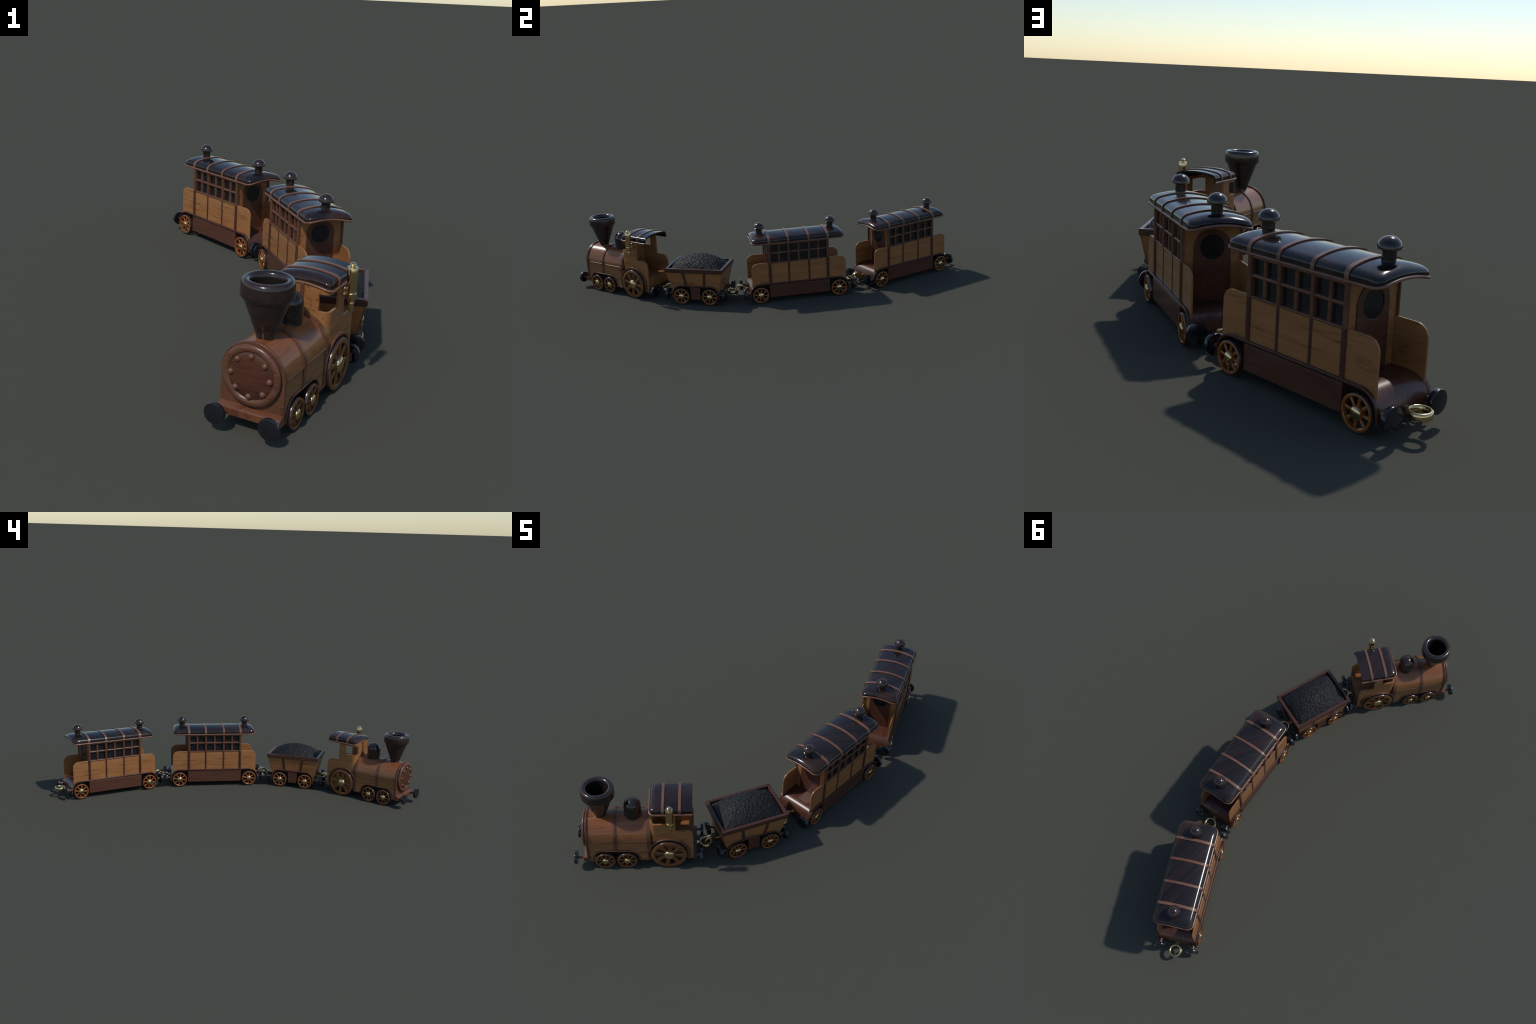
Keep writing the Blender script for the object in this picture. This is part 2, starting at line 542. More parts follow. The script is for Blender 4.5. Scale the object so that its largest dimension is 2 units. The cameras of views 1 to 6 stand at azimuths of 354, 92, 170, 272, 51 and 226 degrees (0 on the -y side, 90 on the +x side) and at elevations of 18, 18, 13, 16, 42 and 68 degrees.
def eave(bm, outline, zfun, section, closed):
    """moulding that follows a plan outline; section is (outward, up)"""
    n = len(outline)
    rings = []
    for i, (x, y) in enumerate(outline):
        a = outline[i - 1] if (i > 0 or closed) else (x, y)
        b = outline[(i + 1) % n] if (i < n - 1 or closed) else (x, y)
        tx, ty = b[0] - a[0], b[1] - a[1]
        l = math.hypot(tx, ty)
        ox, oy = ty / l, -tx / l
        rings.append([bm.verts.new((x + ox * u, y + oy * u, zfun(x, y) + v)) for u, v in section])
    m = len(section)
    for i in range(n if closed else n - 1):
        A, B = rings[i], rings[(i + 1) % n]
        for j in range(m):
            bm.faces.new((A[j], A[(j + 1) % m], B[(j + 1) % m], B[j]))
    if not closed:
        bm.faces.new(rings[0])
        bm.faces.new(rings[-1][::-1])

def round_rect(w, l0, l1, r, n=8, k=10):
    """counter-clockwise plan outline with extra points along the short ends"""
    pts = []
    for (cx, cy, a0) in ((w - r, l0 + r, -H), (w - r, l1 - r, 0), (-w + r, l1 - r, H), (-w + r, l0 + r, math.pi)):
        arc = [(cx + r * math.cos(a0 + H * i / n), cy + r * math.sin(a0 + H * i / n)) for i in range(n + 1)]
        if pts:
            p, q = pts[-1], arc[0]
            pts += [(p[0] + (q[0] - p[0]) * i / k, p[1] + (q[1] - p[1]) * i / k) for i in range(1, k)]
        pts += arc
    p, q = pts[-1], pts[0]
    pts += [(p[0] + (q[0] - p[0]) * i / k, p[1] + (q[1] - p[1]) * i / k) for i in range(1, k)]
    return pts

ROUND_SEC = [(0.0024 + 0.0040 * math.cos(a), 0.0036 + 0.0036 * math.sin(a)) for a in (-H, -0.9, -0.35, 0.35, 0.9, H)]
EAVE_SEC = [(-0.004, 0.0)] + ROUND_SEC + [(-0.004, 0.0072)]

# ------------------------------------------------------------------ passenger wagon
def wagon(name, loc, yaw, label, phases):
    root = empty(name, loc, yaw, label, "toy train wagon")
    line = hump(-0.250, 0.250, -0.195, 0.195, 0.0955, 0.031, 0.031)

    # curved dark deck that also forms the two end aprons
    bm = bmesh.new()
    inner = inset_line(line, 0.007)
    add_prism(bm, line + inner[::-1], "X", -0.0800, 0.0800)
    finish(bm, "deck", ROSEWOOD, root, bevel=0.0012)
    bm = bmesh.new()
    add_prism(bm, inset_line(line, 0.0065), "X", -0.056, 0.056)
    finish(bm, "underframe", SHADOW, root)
    bm = bmesh.new()
    add_box(bm, -0.0855, 0.0855, -0.1515, 0.1515, 0.0245, 0.0885)
    finish(bm, "skirt_block", ROSEWOOD, root, bevel=0.0014)

    # moulding over the wheels, one each side
    for s in (1, -1):
        bm = bmesh.new()
        l2 = hump(-0.2515, 0.2515, -0.195, 0.195, 0.0975, 0.0305, 0.0305)
        add_prism(bm, l2 + inset_line(l2, 0.0062)[::-1], "X", *sorted((s * 0.0775, s * 0.0885)))
        finish(bm, "wheel_arch_moulding", WALNUT_DARK, root, bevel=0.0018, seg=3)

    # plank panels and end boards
    xa, xb = 0.0742, 0.0800
    low = hump(-0.2475, 0.2475, -0.195, 0.195, 0.0925, 0.031, 0.031)
    def zlow(y):
        for (a, b), (c, d) in zip(low, low[1:]):
            if a <= y <= c and c > a:
                return b + (d - b) * (y - a) / (c - a)
        return 0.0925
    for s in (1, -1):
        lo, hi = sorted((s * xa, s * xb))
        for y0, y1 in ((-0.147, -0.0508), (-0.0508, 0.0508), (0.0508, 0.147)):
            bm = bmesh.new()
            add_box(bm, lo, hi, y0, y1, 0.0925, 0.2010)
            finish(bm, "side_panel", OAK, root)
        for d in (1, -1):
            ys = [0.147 + (0.2365 - 0.147) * i / 14 for i in range(15)]
            bot = [(y, zlow(y)) for y in ys]
            top = ellipse_corner(0.2365 - 0.032, 0.2025 - 0.030, 0.032, 0.030, 0, H, 10)
            poly = [(d * y, z) for y, z in bot + top + [(0.147, 0.2025)]]
            bm = bmesh.new()
            add_prism(bm, poly, "X", lo, hi)
            finish(bm, "end_board", OAK, root, bevel=0.0016, seg=3)

    # cabin core behind the windows, and end walls with arched doors
    bm = bmesh.new()
    add_box(bm, -0.0712, 0.0712, -0.1385, 0.1385, 0.19, 0.300)
    finish(bm, "window_glass", GLASS, root)
    for d in (1, -1):
        bm = bmesh.new()
        lo, hi = sorted((d * 0.1415, d * 0.1465))
        arc = [(0.0812 - 0.1624 * i / 12, 0.297 + 0.012 * (1 - (1 - i / 6) ** 2)) for i in range(13)]
        add_prism(bm, [(-0.0812, 0.093), (0.0812, 0.093)] + arc, "Y", lo, hi)
        finish(bm, "end_wall", OAK, root, bevel=0.0008)
        bm = bmesh.new()
        outer = [(0.0505, 0.0935)] + ellipse_corner(0.0505 - 0.044, 0.2860 - 0.046, 0.044, 0.046, 0, H, 10) \
            + ellipse_corner(-0.0505 + 0.044, 0.2860 - 0.046, 0.044, 0.046, H, math.pi, 10) + [(-0.0505, 0.0935)]
        lo, hi = sorted((d * 0.1445, d * 0.1500))
        add_holed(bm, outer, [circle(0, 0.2405, 0.0330)], "Y", lo, hi)
        door = finish(bm, "door", ROSEWOOD, root, bevel=0.0011)
        bm = bmesh.new()
        add_lathe(bm, [(0, d * 0.1440), (0.0335, d * 0.1440), (0.0335, d * 0.1474), (0, d * 0.1474)], "Y", (0, 0, 0.2405), n=40)
        finish(bm, "porthole", GLASS, door, smooth=30)

    # ribs, rails and window bars
    for s in (1, -1):
        def vertical(nm, y, w, z0, z1, x, h, base=0.006, mat=WALNUT):
            bm = bmesh.new()
            add_sweep(bm, [(s * x, y, z0), (s * x, y, z1)], half_round(w, h, base), (0, 1, 0), flip=s)
            finish(bm, nm, mat, root, smooth=50)
        def rail(nm, z, w, y0, y1, x, h, base=0.006):
            bm = bmesh.new()
            add_sweep(bm, [(s * x, y0, z), (s * x, y1, z)], half_round(w, h, base), (0, 0, 1), flip=-s)
            finish(bm, nm, WALNUT, root, smooth=50)
        for y in (-0.1455, 0.1455):
            vertical("corner_post", y, 0.0130, 0.2000, 0.2990, 0.0805, 0.0052, 0.0030)
            vertical("corner_post", y, 0.0132, 0.0955, 0.2000, 0.0805, 0.0052, 0.0030, mat=WALNUT_DARK)
            bm = bmesh.new()
            add_box(bm, *sorted((s * 0.0705, s * 0.0785)), *sorted((math.copysign(0.1382, y), math.copysign(0.1420, y))), 0.2010, 0.2950)
            finish(bm, "window_jamb", WALNUT, root)
        for y in (-0.0508, 0.0508):
            vertical("cover_strip", y, 0.0098, 0.0945, 0.2000, 0.0798, 0.0018, mat=WALNUT_DARK)
            vertical("window_post", y, 0.0108, 0.1990, 0.2990, 0.0798, 0.0045, 0.0085)
        for y in (-0.0985, 0.0, 0.0985):
            vertical("window_bar", y, 0.0100, 0.2000, 0.2960, 0.0780, 0.0022, 0.0065)
        rail("window_rail", 0.2490, 0.0088, -0.142, 0.142, 0.0780, 0.0028, 0.0065)
        rail("waist_rail", 0.2005, 0.0062, -0.142, 0.142, 0.0798, 0.0028, 0.0085)
        rail("head_rail", 0.2925, 0.0080, -0.142, 0.142, 0.0790, 0.0025, 0.0075)
        # lintel hides the gap under the eave
        bm = bmesh.new()
        add_box(bm, *sorted((s * 0.070, s * 0.0790)), -0.1465, 0.1465, 0.2935, 0.3015)
        finish(bm, "lintel", WALNUT, root)

    # roof
    W, Lr = 0.0846, 0.2283
    def zb(x):
        return 0.2950 + 0.0130 * (1 - min(1, (x / W) ** 2))
    def top(x, y, e):
        ex, ey = plan_insets(x, y, W, -Lr, Lr, 0.021)
        return 0.3372 - 2.1 * x * x - shoulder(ex, 0.0145, 0.0112, ey, 0.040, 0.0190 - 0.0060 * (x / W) ** 2)
    bm = roof_grid(W, -Lr, Lr, 0.021, top, lambda x, y: zb(x) + 0.0015, None, n=10, m=22)
    roof = finish(bm, "roof", EBONY_A, root, smooth=58)
    bm = bmesh.new()
    eave(bm, round_rect(W - 0.0022, -Lr + 0.0018, Lr - 0.0018, 0.021), lambda x, y: zb(x), EAVE_SEC, True)
    finish(bm, "eave_moulding", WALNUT_LIGHT, roof, smooth=60)
    for y, w in ((-0.1455, 0.0122), (-0.0508, 0.0108), (0.0508, 0.0108), (0.1455, 0.0122)):
        xs = [-1 + 2 * i / 40 for i in range(41)]
        xs = [math.copysign(1 - (1 - abs(t)) ** 1.8, t) for t in xs]
        path = [(-W + 0.0006, y, 0.296), (-W + 0.0004, y, 0.306)] + [(W * 0.992 * t, y, top(W * 0.992 * t, 0, W - abs(W * 0.992 * t))) for t in xs] + [(W - 0.0004, y, 0.306), (W - 0.0006, y, 0.296)]
        bm = bmesh.new()
        add_sweep(bm, path, half_round(w, 0.0040, 0.003), (0, 1, 0), flip=1)
        finish(bm, "roof_strap", WALNUT_LIGHT, roof, smooth=60)
    # ventilators
    for y in (-0.1785, 0.1785):
        bm = bmesh.new()
        add_lathe(bm, [(0.0155, 0.312), (0.0155, 0.3635)], "Z", (0, 0, 0), n=36)
        v = finish(bm, "ventilator", EBONY_T, roof, smooth=40)
        v.location = (0, y, 0)
        bm = bmesh.new()
        add_lathe(bm, [(0, 0.3618), (0.0264, 0.3618), (0.0271, 0.3624), (0.0271, 0.3634), (0.0263, 0.3640)]
                  + [(0.0263 * math.cos(H * i / 12), 0.3642 + 0.0238 * math.sin(H * i / 12)) for i in range(1, 12)] + [(0, 0.3880)], "Z", n=44)
        finish(bm, "ventilator_cap", EBONY_T, v, smooth=28)

    # running gear
    k = 0
    for y in (-0.198, 0.198):
        for s in (1, -1):
            small_wheel(root, y, s, phases[k % len(phases)])
            k += 1
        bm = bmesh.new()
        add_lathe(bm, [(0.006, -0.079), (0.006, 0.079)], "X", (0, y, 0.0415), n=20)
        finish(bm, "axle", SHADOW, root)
    for d in (1, -1):
        for s in (1, -1):
            make_buffer(root, s * 0.0735, d * 0.2475, d * 0.2795)
    make_coupling(root, 0.250, 0.2852, False)
    make_coupling(root, -0.250, -0.2900, True)
    return root

# ------------------------------------------------------------------ coal tender
def tender(loc, yaw):
    root = empty("coal_tender", loc, yaw, "small wooden tender heaped with black coal", "toy train tender")
    line = hump(-0.1225, 0.1225, -0.075, 0.075, 0.0945, 0.031, 0.031)
    bm = bmesh.new()
    add_prism(bm, line + inset_line(line, 0.007)[::-1], "X", -0.0795, 0.0795)
    finish(bm, "deck", ROSEWOOD, root, bevel=0.0012)
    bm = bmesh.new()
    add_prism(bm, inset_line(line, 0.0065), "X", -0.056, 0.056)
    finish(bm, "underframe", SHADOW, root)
    bm = bmesh.new()
    add_box(bm, -0.0870, 0.0870, -0.0252, 0.0252, 0.0245, 0.0890)
    finish(bm, "skirt_block", ROSEWOOD, root, bevel=0.0014)
    for s in (1, -1):
        l2 = hump(-0.1240, 0.1240, -0.075, 0.075, 0.0970, 0.0305, 0.0305)
        bm = bmesh.new()
        add_prism(bm, l2 + inset_line(l2, 0.0062)[::-1], "X", *sorted((s * 0.0775, s * 0.0892)))
        finish(bm, "wheel_arch_moulding", WALNUT_DARK, root, bevel=0.0018, seg=3)

    # tapered hopper: side and end boards
    zt, zb = 0.168, 0.062
    def half(z):
        t = (z - 0.066) / 0.1
        return 0.0790 + 0.0172 * t, 0.1215 + 0.0230 * t
    (bx, by), (tx, ty) = half(zb), half(zt)
    th = 0.006
    low = hump(-0.1215, 0.1215, -0.075, 0.075, 0.092, 0.031, 0.031)
    for s in (1, -1):
        # side board whose lower edge follows the wheel arches
        bm = bmesh.new()
        poly = [(y, z) for y, z in low if z > zb + 0.002]
        poly = [(-by, zb)] + poly + [(by, zb), (ty, zt), (-ty, zt)]
        vo = [bm.verts.new((s * half(z)[0], y, z)) for y, z in poly]
        vi = [bm.verts.new((s * (half(z)[0] - th), y, z)) for y, z in poly]
        n = len(poly)
        bm.faces.new(vo)
        bm.faces.new(vi[::-1])
        for i in range(n):
            bm.faces.new((vo[i], vi[i], vi[(i + 1) % n], vo[(i + 1) % n]))
        finish(bm, "hopper_side", OAK, root, bevel=0.001)
        bm = bmesh.new()
        a = [(-bx + 0.001, s * by, zb), (bx - 0.001, s * by, zb), (tx - 0.001, s * ty, zt), (-tx + 0.001, s * ty, zt)]
        vo = [bm.verts.new(p) for p in a]
        vi = [bm.verts.new((x, y - s * th, z)) for x, y, z in a]
        bm.faces.new(vo)
        bm.faces.new(vi[::-1])
        for i in range(4):
            bm.faces.new((vo[i], vi[i], vi[(i + 1) % 4], vo[(i + 1) % 4]))
        finish(bm, "hopper_end", OAK, root, bevel=0.001)
        for d in (1, -1):
            bm = bmesh.new()
            w = 0.0062
            z0, z1 = 0.0940, zt
            q = []
            for z, yc in ((z0, 0.0470), (z1, 0.0560)):
                for dy in (-w, w):
                    q.append((z, d * yc + dy))
            o = []
            for z, y in (q[0], q[1], q[3], q[2]):
                o.append((half(z)[0], y, z))
            vo = [bm.verts.new((s * (x + 0.0022), y, z)) for x, y, z in o]
            vi = [bm.verts.new((s * (x - 0.003), y, z)) for x, y, z in o]
            bm.faces.new(vo)
            bm.faces.new(vi[::-1])
            for i in range(4):
                bm.faces.new((vo[i], vi[i], vi[(i + 1) % 4], vo[(i + 1) % 4]))
            finish(bm, "cover_strip", RIMWOOD, root, bevel=0.001)
    # mitred rim
    zo0, zo1 = 0.1655, 0.1872
    for k in range(4):
        X, Y, xi, yi = 0.1000, 0.1480, 0.0862, 0.1335
        c_out = [(X, -Y), (X, Y), (-X, Y), (-X, -Y)]
        c_in = [(xi, -yi), (xi, yi), (-xi, yi), (-xi, -yi)]
        a, b = k, (k + 1) % 4
        bm = bmesh.new()
        add_prism(bm, [c_out[a], c_out[b], c_in[b], c_in[a]], "Z", zo0, zo1)
        finish(bm, "rim_rail", RIMWOOD, root, bevel=0.0022, seg=3)
    # coal heap
    bm = bmesh.new()
    nx, ny = 120, 184
    xi, yi = 0.0900, 0.1372
    grid = []
    for i in range(nx + 1):
        row = []
        for j in range(ny + 1):
            u, v = -1 + 2 * i / nx, -1 + 2 * j / ny
            x, y = u * xi, v * yi
            z = 0.1650 + 0.018 * max(0, 1 - v * v) ** 0.8 + 0.0535 * (max(0, 1 - u * u) ** 0.85 * max(0, 1 - v * v) ** 0.55)
            p = Vector((x, y, z))
            q = p + 0.006 * noise.noise_vector(p * 70)
            d = noise.voronoi(q * 90, distance_metric="DISTANCE")[0]
            lump = min(1.0, (d[1] - d[0]) * 1.7) ** 0.6
            big = noise.noise(p * 38)
            h = 0.0048 * (lump - 0.6) + 0.0016 * big
            row.append(bm.verts.new((x + 0.0008 * noise.noise(p * 210 + Vector((3, 1, 7))), y + 0.0008 * noise.noise(p * 210 + Vector((9, 4, 2))), z + h)))
        grid.append(row)
    for i in range(nx):
        for j in range(ny):
            bm.faces.new((grid[i][j], grid[i + 1][j], grid[i + 1][j + 1], grid[i][j + 1]))
    # close the underside
    border = [grid[i][0] for i in range(nx)] + [grid[nx][j] for j in range(ny)] + [grid[i][ny] for i in range(nx, 0, -1)] + [grid[0][j] for j in range(ny, 0, -1)]
    lowv = [bm.verts.new((v.co.x * 0.93, v.co.y * 0.95, 0.140)) for v in border]
    for i in range(len(border)):
        j = (i + 1) % len(border)
        bm.faces.new((border[i], lowv[i], lowv[j], border[j]))
    bm.faces.new(lowv)
    finish(bm, "coal_heap", COAL, root, smooth=180, kind="stuff")

    for y, ph in ((-0.0733, -6), (0.0733, 0)):
        for s in (1, -1):
            small_wheel(root, y, s)
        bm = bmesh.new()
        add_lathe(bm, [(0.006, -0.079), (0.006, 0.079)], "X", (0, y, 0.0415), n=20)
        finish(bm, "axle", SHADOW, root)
    for d in (1, -1):
        for s in (1, -1):
            make_buffer(root, s * 0.0735, d * 0.121, d * 0.1542)
    make_coupling(root, 0.123, 0.1650, False)
    make_coupling(root, -0.123, -0.1660, True)
    return root

# ------------------------------------------------------------------ locomotive
def d_shape(r, zc, zlow, n=32):
    """boiler section in (x,z): half circle on straight flanks"""
    return [(r, zlow)] + [(r * math.cos(math.pi * i / n), zc + r * math.sin(math.pi * i / n)) for i in range(n + 1)] + [(-r, zlow)]

def locomotive(loc, yaw):
    root = empty("toy_locomotive", loc, yaw, "wooden toy steam locomotive with flared black chimney", "toy train")
    ZC, RB = 0.1480, 0.0815

    bm = bmesh.new()
    add_prism(bm, d_shape(RB, ZC, 0.0880), "Y", -0.198, 0.060)
    finish(bm, "boiler", CHERRY, root, smooth=30)
    # flanks under the boiler, cut out over the leading wheels
    bay = hump(-0.1800, 0.0118, -0.135, -0.0425, 0.0925, 0.036, 0.0415)
    bm = bmesh.new()
    add_prism(bm, [(-0.198, 0.0405)] + [(bay[0][0], 0.0405)] + bay + [(bay[-1][0], 0.0405), (0.060, 0.0405), (0.060, 0.1475), (-0.198, 0.1475)], "X", -0.0812, 0.0812)
    finish(bm, "boiler_flank", OAK, root, smooth=30)
    bm = bmesh.new()
    add_box(bm, -0.0815, 0.0815, -0.19, -0.181, 0.038, 0.0425)
    finish(bm, "frame_end", WALNUT, root)

    # hoops
    def hoop(nm, y, w, r, zlow, h=0.0035, mat=WALNUT):
        arc = [(r * math.cos(math.pi * i / 36), ZC + r * math.sin(math.pi * i / 36)) for i in range(37)]
        path = [(x, y, z) for x, z in [(r, zlow)] + arc + [(-r, zlow)]]
        bm = bmesh.new()
        add_sweep(bm, path, half_round(w, h, 0.003), (0, 1, 0), flip=-1)
        finish(bm, nm, mat, root, smooth=60)
    hoop("boiler_hoop", -0.1958, 0.0068, RB + 0.0008, 0.040, 0.0040, WALNUT)
    hoop("boiler_hoop", -0.0845, 0.0105, RB + 0.0005, 0.0935, 0.0034)
    hoop("boiler_hoop", 0.0530, 0.0085, RB + 0.0010, 0.040, 0.0045)
    hoop("boiler_hoop", 0.0462, 0.0050, RB + 0.0003, 0.040, 0.0028)
    for s in (1, -1):
        bm = bmesh.new()
        add_sweep(bm, [(s * RB, -0.198, 0.1462), (s * RB, 0.050, 0.1462)], half_round(0.0052, 0.0026, 0.003), (0, 0, 1), flip=-s)
        finish(bm, "side_rail", WALNUT, root, smooth=60)
        l2 = hump(-0.1815, 0.0130, -0.135, -0.0425, 0.0955, 0.0330, 0.0425)
        l2 = l2 + [(0.0150, 0.0418), (0.0470, 0.0418)]
        l3 = hump(-0.1755, 0.0075, -0.135, -0.0425, 0.0900, 0.0330, 0.0410) + [(0.0120, 0.0372), (0.0470, 0.0372)]
        bm = bmesh.new()
        add_prism(bm, l2 + l3[::-1], "X", *sorted((s * 0.0775, s * 0.0862)))
        finish(bm, "wheel_arch_moulding", WALNUT, root, bevel=0.0017, seg=3)
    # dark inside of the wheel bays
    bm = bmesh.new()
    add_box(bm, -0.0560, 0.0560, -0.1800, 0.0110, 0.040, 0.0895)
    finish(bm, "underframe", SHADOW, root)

    # face plate, ring, smokebox door and rivets
    bm = bmesh.new()
    add_prism(bm, d_shape(0.0868, 0.1490, 0.0385), "Y", -0.2018, -0.1950)
    finish(bm, "face_plate", MAHOGANY, root, bevel=0.0016, seg=3)
    bm = bmesh.new()
    ring = [(0.0692 + 0.0100 * math.cos(TAU * i / 18), -0.2090 + 0.0070 * math.sin(TAU * i / 18)) for i in range(18)]
    add_lathe(bm, ring, "Y", (0, 0, 0.1515), n=72, closed=True)
    add_lathe(bm, [(0.0745, -0.2005), (0.0745, -0.2090)], "Y", (0, 0, 0.1515), n=72)
    finish(bm, "front_ring", MAHOGANY, root, smooth=60)
    bm = bmesh.new()
    add_lathe(bm, [(0.0625, -0.2060)] + [(0.0625 * math.cos(H * i / 10), -0.2095 - 0.0090 * math.sin(H * i / 10)) for i in range(11)], "Y", (0, 0, 0.1515), n=64)
    door = finish(bm, "smokebox_door", DOORWOOD, root, smooth=60)
    rv = None
    for k in range(8):
        a = TAU * k / 8 + math.radians(2)
        p = (0.0520 * math.sin(a), -0.2146, 0.1515 + 0.0520 * math.cos(a))
        if rv is None:
            bm = bmesh.new()
            add_lathe(bm, [(0, 0.003), (0.0082, 0.003)] + [(0.0082 * math.cos(H * i / 8), -0.0076 * math.sin(H * i / 8)) for i in range(9)], "Y", n=24)
            rv = finish(bm, "rivet", WALNUT, door, smooth=60)
            rv.location = p
        else:
            copy(rv, loc=p)
    # sloped buffer beam
    bm = bmesh.new()
    add_prism(bm, [(-0.2188, 0.0378), (-0.2188, 0.0562), (-0.2172, 0.0580), (-0.2010, 0.0660), (-0.1905, 0.0660), (-0.1905, 0.0378)], "X", -0.0862, 0.0862)
    finish(bm, "buffer_beam", BEAMWOOD, root, bevel=0.0014)

    # chimney: flared cone with a heavy collar
    bm = bmesh.new()
    add_lathe(bm, [(0.0235, 0.2150), (0.0240, 0.2340), (0.0586, 0.3270), (0.0596, 0.3272), (0.0672, 0.3372), (0.0675, 0.3392), (0.0660, 0.3655), (0.0650, 0.3715),
                   (0.0622, 0.3762), (0.0576, 0.3788), (0.0522, 0.3790), (0.0468, 0.3768), (0.0432, 0.3722), (0.0420, 0.3640)], "Z", (0, -0.1425, 0), n=72)
    bm.faces.ensure_lookup_table()
    bmesh.ops.delete(bm, geom=[f for f in bm.faces if len(f.verts) > 8 and f.calc_center_median().z > 0.3], context="FACES_ONLY")
    ch = finish(bm, "chimney", EBONY_T, root, smooth=33)
    bm = bmesh.new()
    add_lathe(bm, [(0.0421, 0.3642), (0.0415, 0.3540), (0.0380, 0.3200), (0.0260, 0.2500), (0, 0.2500)], "Z", (0, -0.1425, 0), n=64)
    bmesh.ops.delete(bm, geom=[f for f in bm.faces if len(f.verts) > 8], context="FACES_ONLY")
    bmesh.ops.recalc_face_normals(bm, faces=bm.faces)
    bmesh.ops.reverse_faces(bm, faces=bm.faces)
    finish(bm, "chimney_bore", BORE_SHADE, ch, smooth=60, recalc=False)
    bm = bmesh.new()
    add_lathe(bm, [(0.0347, 0.2120), (0.0350, 0.2720)] + [(0.0350 * math.cos(H * i / 12), 0.2740 + 0.0362 * math.sin(H * i / 12)) for i in range(1, 12)] + [(0, 0.3102)], "Z", (0, -0.0120, 0), n=56)
    finish(bm, "steam_dome", EBONY_T, root, smooth=60)

    # cab -------------------------------------------------------------
    XO, YF, YR, TH = 0.0790, 0.0580, 0.2300, 0.0078
    r = 0.0210
    outer = [(-XO, YR)] + [(-XO + r - r * math.cos(H * i / 8), YF + r - r * math.sin(H * i / 8)) for i in range(9)] \
        + [(XO - r + r * math.sin(H * i / 8), YF + r - r * math.cos(H * i / 8)) for i in range(9)] + [(XO, YR)]
    ri = r - TH
    inner = [(-XO + TH, YR)] + [(-XO + TH + ri - ri * math.cos(H * i / 6), YF + TH + ri - ri * math.sin(H * i / 6)) for i in range(7)] \
        + [(XO - TH - ri + ri * math.sin(H * i / 6), YF + TH + ri - ri * math.cos(H * i / 6)) for i in range(7)] + [(XO - TH, YR)]
    bm = bmesh.new()
    add_prism(bm, outer + inner[::-1], "Z", 0.0400, 0.3200)
    cab = finish(bm, "cab", OAK, root, smooth=30)
    cutters = []
    def cutter(fn):
        bm = bmesh.new()
        fn(bm)
        o = finish(bm, "cutter", None, root)
        cutters.append(o)
        md = cab.modifiers.new("cut", "BOOLEAN")
        md.operation, md.solver, md.object = "DIFFERENCE", "EXACT", o
    # open rear: stepped side walls with a rounded corner
    step = [(0.1605, 0.33), (0.1605, 0.2000)] + ellipse_corner(YR - 0.028, 0.2000 - 0.034, 0.0285, 0.034, H, 0, 10) + [(0.26, 0.166), (0.26, 0.33)]
    cutter(lambda b: add_prism(b, step, "X", -0.2, 0.2))
    # corner windows
    for s in (1, -1):
        cutter(lambda b: add_box(b, *sorted((s * 0.0485, s * 0.12)), 0.03, 0.1225, 0.2385, 0.2862))
    # crown of the front wall follows the roof
    crown = [(-0.1, 0.34), (-0.1, 0.296)] + [(-0.079 + 0.158 * i / 16, 0.2955 + 0.0165 * (1 - (1 - i / 8) ** 2)) for i in range(17)] + [(0.1, 0.296), (0.1, 0.34)]
    cutter(lambda b: add_prism(b, crown, "Y", -0.1, 0.4))
    # big wheel opening
    for s in (1, -1):
        cutter(lambda b: add_lathe(b, [(0.0800, s * 0.0755), (0.0800, s * 0.2)], "X", (0, 0.130, 0.073), n=64))
    bpy.context.view_layer.update()
    bake(cab)
    for o in cutters:
        bpy.data.objects.remove(o)
    cab.data.shade_smooth()
    cab.data.set_sharp_from_angle(angle=math.radians(30))
    b = cab.modifiers.new("edges", "BEVEL")
    b.width, b.segments, b.limit_method, b.angle_limit, b.harden_normals = 0.0018, 3, "ANGLE", math.radians(40), True

    bm = bmesh.new()
    add_box(bm, -0.0715, 0.0715, 0.0640, 0.2290, 0.0610, 0.1085)
    finish(bm, "cab_floor", OAK, root, bevel=0.0016)
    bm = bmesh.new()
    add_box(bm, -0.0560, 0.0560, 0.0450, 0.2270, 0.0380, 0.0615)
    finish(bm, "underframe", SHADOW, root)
    # centre strip of the front wall
    bm = bmesh.new()
    add_box(bm, -0.0060, 0.0060, 0.0555, 0.0600, 0.2250, 0.3085)
    finish(bm, "cover_strip", WALNUT, root, bevel=0.0012)
    # driving wheel mouldings
    for s in (1, -1):
        a0, a1 = math.radians(-21.5), math.radians(201.5)
        n = 40
        po = [(0.130 - 0.0872 * math.cos(a1 + (a0 - a1) * i / n + math.pi), 0.073 + 0.0872 * math.sin(a1 + (a0 - a1) * i / n)) for i in range(n + 1)]
        po = [(0.130 + 0.0872 * math.cos(a0 + (a1 - a0) * i / n), 0.073 + 0.0872 * math.sin(a0 + (a1 - a0) * i / n)) for i in range(n + 1)]
        pi_ = [(0.130 + 0.0802 * math.cos(a0 + (a1 - a0) * i / n), 0.073 + 0.0802 * math.sin(a0 + (a1 - a0) * i / n)) for i in range(n + 1)]
        po = [(max(y, 0.0490), z) for y, z in po]
        bm = bmesh.new()
        add_prism(bm, po + pi_[::-1], "X", *sorted((s * 0.0730, s * 0.0868)))
        finish(bm, "wheel_arch_moulding", WALNUT, root, bevel=0.0016, seg=3)
    # rear beam
    bm = bmesh.new()
    add_box(bm, -0.0848, 0.0848, 0.2285, 0.2425, 0.0385, 0.0605)
    finish(bm, "rear_beam", ROSEWOOD, root, bevel=0.0012)

